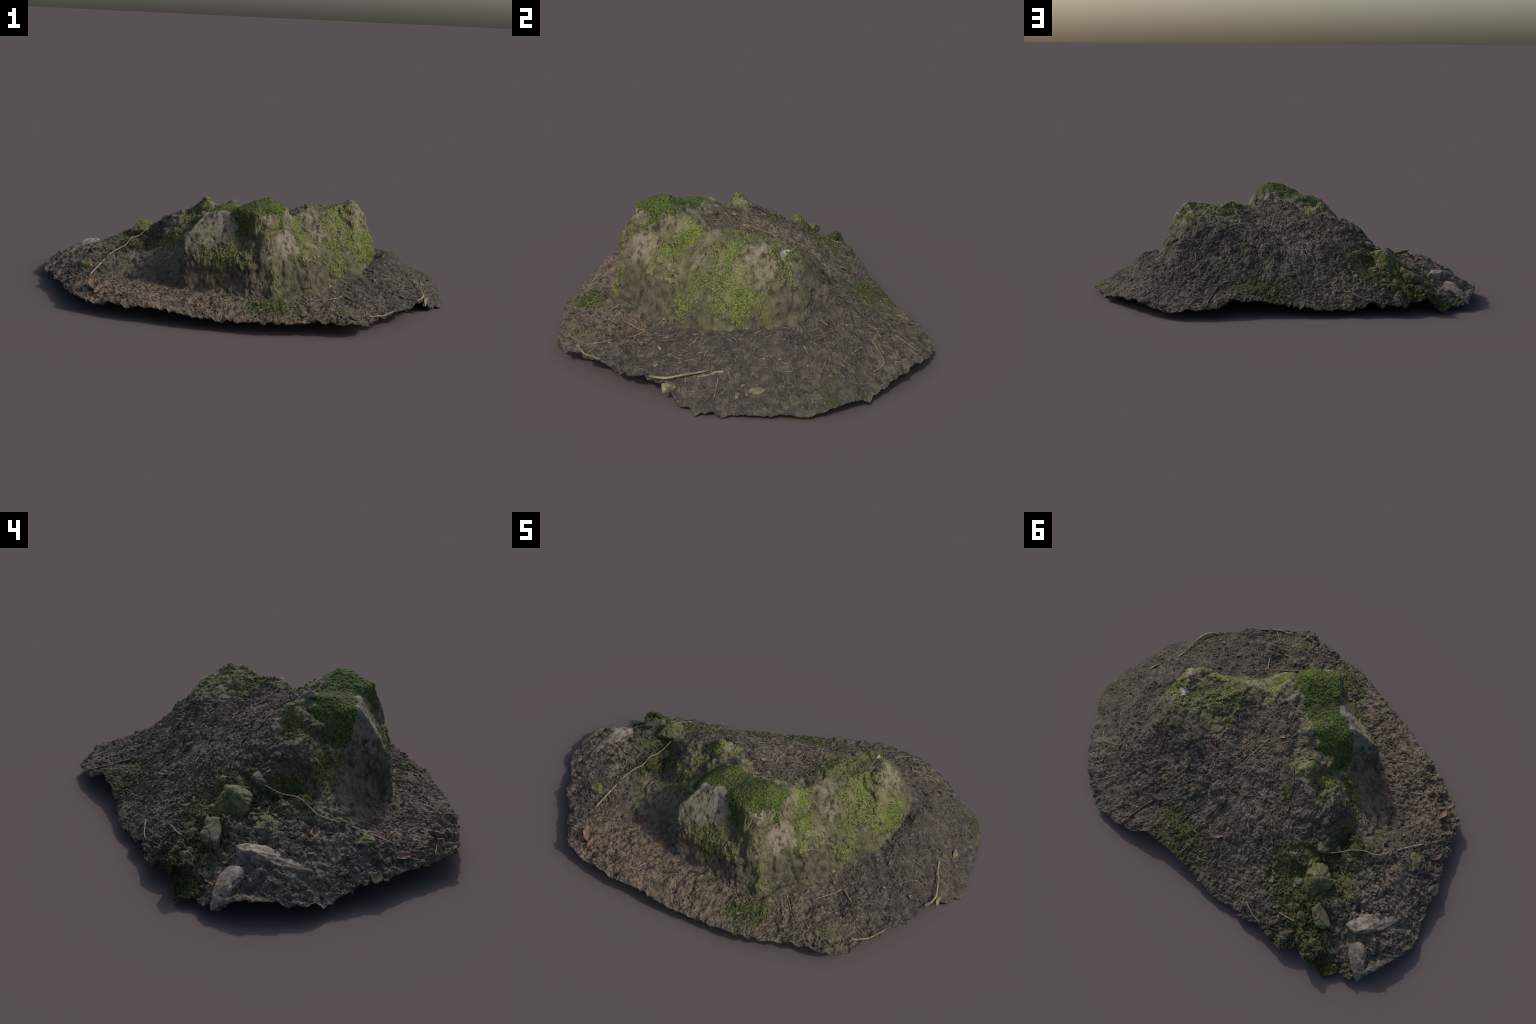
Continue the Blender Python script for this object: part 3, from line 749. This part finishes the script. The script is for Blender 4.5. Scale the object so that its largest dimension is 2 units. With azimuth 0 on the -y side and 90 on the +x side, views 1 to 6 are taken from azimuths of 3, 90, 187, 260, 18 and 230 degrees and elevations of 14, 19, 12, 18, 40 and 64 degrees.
stone((-.282, -.552, .100), (.034, .030, .026), 37, BROWN_STONE, (0, 0, .3), 13)
stone((-.382, .342, .148), (.034, .026, .022), 39, GREY_STONE, (0, .3, .9), 11)
stone((.073, .17, .325), (.03, .022, .016), 40, GREY_STONE, (0, .3, .9), 11)
stone((.47, .405, .170), (.028, .014, .018), 43, BROWN_STONE, (.4, .2, .3), 10)
stone((.345, -.592, .068), (.050, .032, .020), 45, GREY_STONE, (0, .1, .5), 12)
stone((.665, -.326, .070), (.055, .035, .022), 46, GREY_STONE, (0, .1, .4), 12)
stone((-.05, .33, .195), (.022, .018, .016), 47, GREY_STONE, (0, .1, .4), 12)

# the chain of mossy lumps that runs down the ridge from the peak to the west tip
for k, (x, y, r) in enumerate([(-.440, .105, .042), (-.418, .178, .036), (-.478, .245, .034), (-.632, .420, .034), (-.692, .395, .040), (-.470, .160, .040), (-.372, .206, .030),
                               (-.330, .336, .026), (-.482, .060, .028), (-.530, .030, .030), (-.528, .352, .032), (-.590, .335, .036), (-.575, .150, .036), (-.720, .330, .032), (-.66, .34, .030)]):
    stone((x, y, ground(x, y) - .72 * r), (r * 1.6, r * 1.3, r * 1.15), 70 + k, MOSSY_STONE if k % 3 else GREY_STONE, (rng.uniform(-.4, .4), rng.uniform(-.4, .4), rng.uniform(0, 6.3)), 12, bevel=.10)

# ---- curved strips, twigs and leaves that lie on the ground
def tube(path, radii, sides=6):
    """Verts and faces of a tapering twig along a path."""
    P = [Vector(p) for p in path]
    co, faces = [], []
    for k, p in enumerate(P):
        t = (P[min(k + 1, len(P) - 1)] - P[max(k - 1, 0)]).normalized()
        s = t.cross(Vector((0, 0, 1)))
        s = s.normalized() if s.length > 1e-4 else Vector((1, 0, 0))
        u = s.cross(t)
        for j in range(sides):
            a = 2 * math.pi * j / sides
            co.append(p + (s * math.cos(a) + u * math.sin(a)) * radii[k])
    for k in range(len(P) - 1):
        for j in range(sides):
            a, b = k * sides + j, k * sides + (j + 1) % sides
            faces.append((a, b, b + sides, a + sides))
    faces.append(tuple(range(sides - 1, -1, -1)))
    faces.append(tuple(range((len(P) - 1) * sides, len(P) * sides)))
    return co, faces

def spline(pts, n):
    """Catmull-Rom through the points."""
    p = [Vector(pts[0])] + [Vector(q) for q in pts] + [Vector(pts[-1])]
    out = []
    for i in range(n):
        s = i / (n - 1) * (len(pts) - 1)
        k = min(int(s), len(pts) - 2)
        t = s - k
        a, b, c, d = p[k:k + 4]
        out.append(.5 * (2 * b + (c - a) * t + (2 * a - 5 * b + 4 * c - d) * t * t + (3 * b - a - 3 * c + d) * t ** 3))
    return out

def twig(pts, radius, mat, lift=.002, drape=True, n=None):
    n = n or max(8, 6 * len(pts))
    path = spline([(p[0], p[1], p[2] if len(p) > 2 else 0) for p in pts], n)
    r = []
    for k, p in enumerate(path):
        if drape:
            p.z = ground(p.x, p.y) + lift
        s = k / (n - 1)
        r.append(radius * (1 - .55 * s) * (1 + .18 * math.sin(s * 23 + radius * 9e3)))
    if drape:  # a stiff twig bridges the small hollows
        z = [p.z for p in path]
        for _ in range(4):
            z = [max(z[k], .5 * (z[max(k - 1, 0)] + z[min(k + 1, n - 1)])) for k in range(n)]
        for p, q in zip(path, z):
            p.z = q
    o0 = path[0].copy()
    co, faces = tube([p - o0 for p in path], r)
    o = link("twig", mesh_from("twig", co, faces), THING, mat)
    o.location = o0
    return o

# the long pale twig slung from the west ledge
twig([(-.687, -.306, .107), (-.66, -.23, .135), (-.629, -.134, .165), (-.60, -.075, .18), (-.567, -.051, .197), (-.545, -.015, .226),
      (-.525, .01, .228), (-.508, .045, .233), (-.486, .093, .255)], .0040, GREY_WOOD, drape=False, n=48)
twig([(.281, .51), (.30, .60), (.303, .695)], .0055, BROWN_BARK)
twig([(.068, -.022), (.07, .07), (.073, .166)], .0034, TAN_STRAW, .001)
twig([(.04, -.01), (.08, .04), (.13, .09)], .003, BROWN_BARK, .001)
twig([(-.522, .415), (-.55, .405), (-.59, .39)], .0038, GREY_WOOD, .003)
twig([(-.379, .49), (-.43, .50), (-.486, .5)], .0036, GREY_WOOD, .003)
twig([(-.129, .258), (-.14, .28), (-.172, .297)], .0036, GREY_WOOD, .003)
twig([(-.115, -.004), (-.145, .02), (-.176, .048), (-.20, .085)], .0042, BROWN_BARK, .004)
twig([(.76, .46), (.70, .50), (.60, .46)], .003, TAN_STRAW)
twig([(.44, .30), (.42, .38), (.47, .46)], .0035, BROWN_BARK)
twig([(.60, -.60), (.66, -.57), (.72, -.50)], .0055, TAN_STRAW)
twig([(.55, -.42), (.50, -.37), (.47, -.40), (.40, -.47)], .0038, TAN_STRAW)
twig([(-.29, -.50), (-.33, -.49), (-.38, -.50)], .0034, BROWN_BARK)
twig([(.838, -.312, .074), (.862, -.292, .082), (.874, -.25, .086), (.868, -.20, .095), (.860, -.155, .100), (.845, -.11, .104)], .0062, ROOT, drape=False)
twig([(.845, -.06), (.85, -.10), (.862, -.15)], .006, TAN_STRAW, .001)

def draped_spot():
    while True:
        x, y = rng.uniform(-1, 1), rng.uniform(-.74, .74)
        r = np.array([x, y]) - CENTRE
        if np.hypot(*r) > rim_radius(np.array([math.atan2(r[1], r[0])]))[0] - .035:
            continue
        on_rock = signed_distance(ROCK_PLAN, np.array([x]), np.array([y]))[0]
        if on_rock < .01 and rng.random() > .06:
            continue
        if signed_distance(MOSS_PLAN, np.array([x]), np.array([y]))[0] < .01 and rng.random() > .15:
            continue
        if ground_normal(x, y, .014).z < .62:  # nothing rests on the steep faces
            continue
        return x, y

for k in range(38):
    x, y = draped_spot()
    a, l = rng.uniform(0, 2 * math.pi), rng.uniform(.035, .11)
    b = a + rng.normal(0, .35)
    p = [(x - math.cos(a) * l / 2, y - math.sin(a) * l / 2), (x, y), (x + math.cos(b) * l / 2, y + math.sin(b) * l / 2)]
    twig(p, rng.uniform(.0012, .0025), (TAN_STRAW, BROWN_BARK, TAN_STRAW, GREY_WOOD)[k % 4], .0003, n=9)

def leaf_mesh(length, width, curl, fold, seed):
    """A dead leaf: pointed oval, curled along its length, with real thickness."""
    r = np.random.default_rng(seed)
    nu, nv, th = 9, 7, .0011
    top = []
    for i in range(nu):
        s = i / (nu - 1)
        w = width * .5 * math.sin(math.pi * s ** .85) ** .8 + .0008
        ang = (s - .5) * curl
        for j in range(nv):
            t = j / (nv - 1) * 2 - 1
            z = fold * w * t * t + .06 * length * r.normal(0, .35) * (abs(t) > .5)
            if abs(curl) > .05:
                R = length / curl
                top.append(((R + 0) * math.sin(ang), w * t * (1 + .12 * r.normal()), R * (1 - math.cos(ang)) + z))
            else:
                top.append(((s - .5) * length, w * t, z))
    co = np.array(top + [(x, y, z - th) for x, y, z in top])
    faces, m = [], nu * nv
    for i in range(nu - 1):
        for j in range(nv - 1):
            a = i * nv + j
            faces.append((a, a + nv, a + nv + 1, a + 1))
            faces.append((m + a, m + a + 1, m + a + nv + 1, m + a + nv))
    ring = [j for j in range(nv)] + [i * nv + nv - 1 for i in range(1, nu)] + [(nu - 1) * nv + j for j in range(nv - 2, -1, -1)] + [i * nv for i in range(nu - 2, 0, -1)]
    for a, b in zip(ring, ring[1:] + ring[:1]):
        faces.append((a, b, m + b, m + a))
    return mesh_from("leaf", co, faces)

def leaf(at, length, width, yaw, mat, tilt=.2, curl=.7, fold=.5, seed=0, lift=.004, name="leaf"):
    o = link(name, leaf_mesh(length, width, curl, fold, seed), THING, mat)
    x, y = at
    n = (ground_normal(x, y) + Vector((rng.normal(0, tilt), rng.normal(0, tilt), 0))).normalized()
    q = n.to_track_quat("Z", "Y") @ Euler((0, 0, yaw)).to_quaternion()
    o.rotation_euler = q.to_euler()
    o.location = (x, y, ground(x, y) + lift)
    return o

leaf((-.766, -.323), .056, .036, .3, RED_LEAF, .1, .3, .35, 1, .004)
leaf((-.718, -.033), .065, .030, 1.0, BROWN_LEAF, .3, 1.4, .6, 2, .012)
leaf((-.638, -.47), .080, .045, 1.4, BROWN_LEAF, .4, .9, .9, 3, .012)
leaf((-.60, -.50), .070, .030, 1.2, BROWN_LEAF, .4, .9, .9, 33, .012)
leaf((-.880, -.200), .050, .035, .9, OLIVE_LEAF, .2, .2, .2, 4, .006)
leaf((.901, .054), .060, .026, .2, OLIVE_LEAF, .1, .2, .2, 5, .004)
leaf((.44, -.303), .030, .010, .7, TAN_STRAW, .1, .2, .2, 6, .003)
leaf((-.07, .40), .075, .030, .2, BROWN_LEAF, .2, .5, .5, 7, .006)
for k in range(90):
    x, y = draped_spot()
    if rng.random() < .45 and x > -.3:
        x, y = draped_spot()
    l = rng.uniform(.012, .036)
    leaf((x, y), l, l * rng.uniform(.3, .6), rng.uniform(0, 6.3), (BROWN_LEAF, BROWN_BARK, OLIVE_LEAF, BROWN_LEAF, BROWN_BARK, TAN_STRAW)[k % 6], .35,
         rng.uniform(.2, 1.4), rng.uniform(.1, .8), 100 + k, .002)

# ---- pale broken shards at the west end: angular, wedge-shaped, half sunk
def shard(tail, tip, width, thick, mat, seed, sink=.010, taper=.75, lift_tail=.0):
    a, b = Vector(tail), Vector(tip)
    r = np.random.default_rng(seed)
    length = (b - a).length
    bm = bmesh.new()
    for s, f in ((0, .30), (.10, .75), (.30, 1.0), (.55, .80), (.80, .42), (1.0, .06)):
        w, off = width * (1 - (1 - f) * (taper + .25)), r.normal(0, .12) * width
        for j in range(4):
            ang = math.pi * (j + .5) / 2 + r.uniform(-.5, .5)
            bm.verts.new(((s - .5) * length + r.normal(0, .008), off + math.cos(ang) * w * r.uniform(.8, 1.35), math.sin(ang) * thick * (.35 + .65 * f) * r.uniform(.6, 1.3)))
    bmesh.ops.convex_hull(bm, input=bm.verts)
    bmesh.ops.delete(bm, geom=[v for v in bm.verts if not v.link_faces], context="VERTS")
    bmesh.ops.bevel(bm, geom=list(bm.edges), offset=.0025, segments=2, affect="EDGES", profile=.6)
    bmesh.ops.triangulate(bm, faces=bm.faces)
    for _ in range(3):
        bmesh.ops.subdivide_edges(bm, edges=[e for e in bm.edges if e.calc_length() > .006], cuts=1)
        bmesh.ops.triangulate(bm, faces=bm.faces)
    co = np.array([v.co[:] for v in bm.verts])
    k = .0060 * fbm(co * np.array([.5, 1, 1]) + seed, 30, 4, seed, .6)[:, None] + .0026 * fbm(co + seed, 140, 2, seed + 3)[:, None]
    for v, c in zip(bm.verts, co + k * co / (np.linalg.norm(co, axis=1, keepdims=True) + 1e-6) * 2):
        v.co = c
    me = bpy.data.meshes.new("pale_shard")
    bm.to_mesh(me)
    bm.free()
    me.polygons.foreach_set("use_smooth", np.ones(len(me.polygons), bool))
    o = link("pale_shard", me, THING, mat)
    o.location = (a + b) / 2 - Vector((0, 0, sink))
    o.rotation_euler = (b - a).to_track_quat("X", "Z").to_euler()
    return o
shard((-.768, .228, .152), (-.885, .018, .116), .054, .034, PALE_STONE, 3, .016, .85)
shard((-.845, .225, .125), (-.945, .325, .045), .044, .032, PALE_STONE, 5, .016, .60)
stone((.886, -.246, .054), (.024, .034, .030), 51, ROOT, (.1, .9, .1), 10)
shard((-.845, .19, .105), (-.935, .175, .070), .040, .014, BROWN_STONE, 6, .006, .5)

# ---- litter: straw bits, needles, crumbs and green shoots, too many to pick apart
def litter(name, count, mat, lengths, radius, chooser, curve=.3, lift=.0008):
    co, faces = [], []
    for _ in range(count):
        x, y = chooser()
        a, l = rng.uniform(0, 2 * math.pi), rng.uniform(*lengths)
        b = a + rng.normal(0, curve)
        pts = []
        for dx, dy in ((-math.cos(a), -math.sin(a)), (0, 0), (math.cos(b), math.sin(b))):
            px, py = x + dx * l / 2, y + dy * l / 2
            pts.append(Vector((px, py, ground(px, py) + lift + rng.uniform(0, .002))))
        pts[1].z = max(pts[1].z, (pts[0].z + pts[2].z) / 2)
        r = radius * rng.uniform(.6, 1.4)
        c, f = tube(pts, [r * .7, r, r * .5], 4)
        n0 = len(co)
        co += c
        faces += [tuple(n0 + i for i in q) for q in f]
    o = link(name, mesh_from(name, co, faces, False), THING, mat)
    o["kind"] = "stuff"
    return o

def flakes(name, count, mat, sizes, chooser):
    """Scraps of rotten leaf pressed on the ground, thin but solid, tilted and overlapping."""
    co, faces = [], []
    for _ in range(count):
        x, y = chooser()
        n = (ground_normal(x, y, .007) + Vector(rng.normal(0, .28, 3))).normalized()
        q = n.to_track_quat("Z", "Y") @ Euler((0, 0, rng.uniform(0, 6.3))).to_quaternion()
        l = rng.uniform(*sizes)
        w, m = l * rng.uniform(.3, .75), 7
        bend = rng.uniform(-.5, .9)
        n0 = len(co)
        at = Vector((x, y, ground(x, y) + .0012))
        ring = [(math.cos(2 * math.pi * j / m) * l / 2 * rng.uniform(.7, 1.1), math.sin(2 * math.pi * j / m) * w / 2 * rng.uniform(.7, 1.1)) for j in range(m)]
        for h in (.0009, -.0009):
            co.extend(at + q @ Vector((px, py, h + bend * (px * px + py * py) / l - bend * l * .08)) for px, py in ring)
        faces.append(tuple(n0 + j for j in range(m)))
        faces.append(tuple(n0 + m + j for j in reversed(range(m))))
        faces.extend((n0 + j, n0 + m + j, n0 + m + (j + 1) % m, n0 + (j + 1) % m) for j in range(m))
    o = link(name, mesh_from(name, co, faces, False), THING, mat)
    o["kind"] = "stuff"
    return o
flakes("leaf_scraps", 1500, DARK_LEAF, (.008, .026), draped_spot)
flakes("brown_leaf_scraps", 420, BROWN_LEAF, (.007, .020), draped_spot)
litter("straw", 900, TAN_STRAW, (.008, .035), .0010, draped_spot)
litter("bark_bits", 550, BROWN_BARK, (.006, .028), .0017, draped_spot)
def crown_spot():
    while True:
        x, y = rng.normal(.12, .14), rng.normal(.08, .11)
        if signed_distance(ROCK_PLAN, np.array([x]), np.array([y]))[0] > .01:
            return x, y
litter("crown_straw", 140, TAN_STRAW, (.015, .055), .0013, crown_spot)
flakes("crown_leaf_scraps", 160, BROWN_LEAF, (.008, .022), crown_spot)
litter("rootlets", 450, GREY_WOOD, (.008, .030), .0009, draped_spot)

def crumbs(name, count, mat, sizes, chooser):
    co, faces = [], []
    shapes = []
    for s in range(6):
        me = stone_mesh("tmp", (1, 1, .75), 60 + s, 8, .1)
        bm = bmesh.new()
        bm.from_mesh(me)
        bmesh.ops.dissolve_limit(bm, angle_limit=.5, verts=bm.verts, edges=bm.edges)
        bm.verts.index_update()
        shapes.append((np.array([v.co[:] for v in bm.verts]), [tuple(v.index for v in f.verts) for f in bm.faces]))
        bm.free()
        bpy.data.meshes.remove(me)
    for k in range(count):
        x, y = chooser()
        c, f = shapes[k % 6]
        s = rng.uniform(*sizes)
        R = np.array(Euler(rng.uniform(0, 6.3, 3)).to_matrix())
        n0 = len(co)
        co += [tuple(q) for q in (c * s) @ R.T + np.array([x, y, ground(x, y) + s * .1])]
        faces += [tuple(n0 + i for i in q) for q in f]
    o = link(name, mesh_from(name, co, faces, False), THING, mat)
    o["kind"] = "stuff"
    return o
crumbs("soil_crumbs", 350, SOIL, (.003, .010), draped_spot)
crumbs("pebbles", 160, BROWN_STONE, (.003, .009), draped_spot)

print("tris", sum(len(p.vertices) - 2 for o in bpy.data.objects if o.type == "MESH" for p in o.data.polygons))
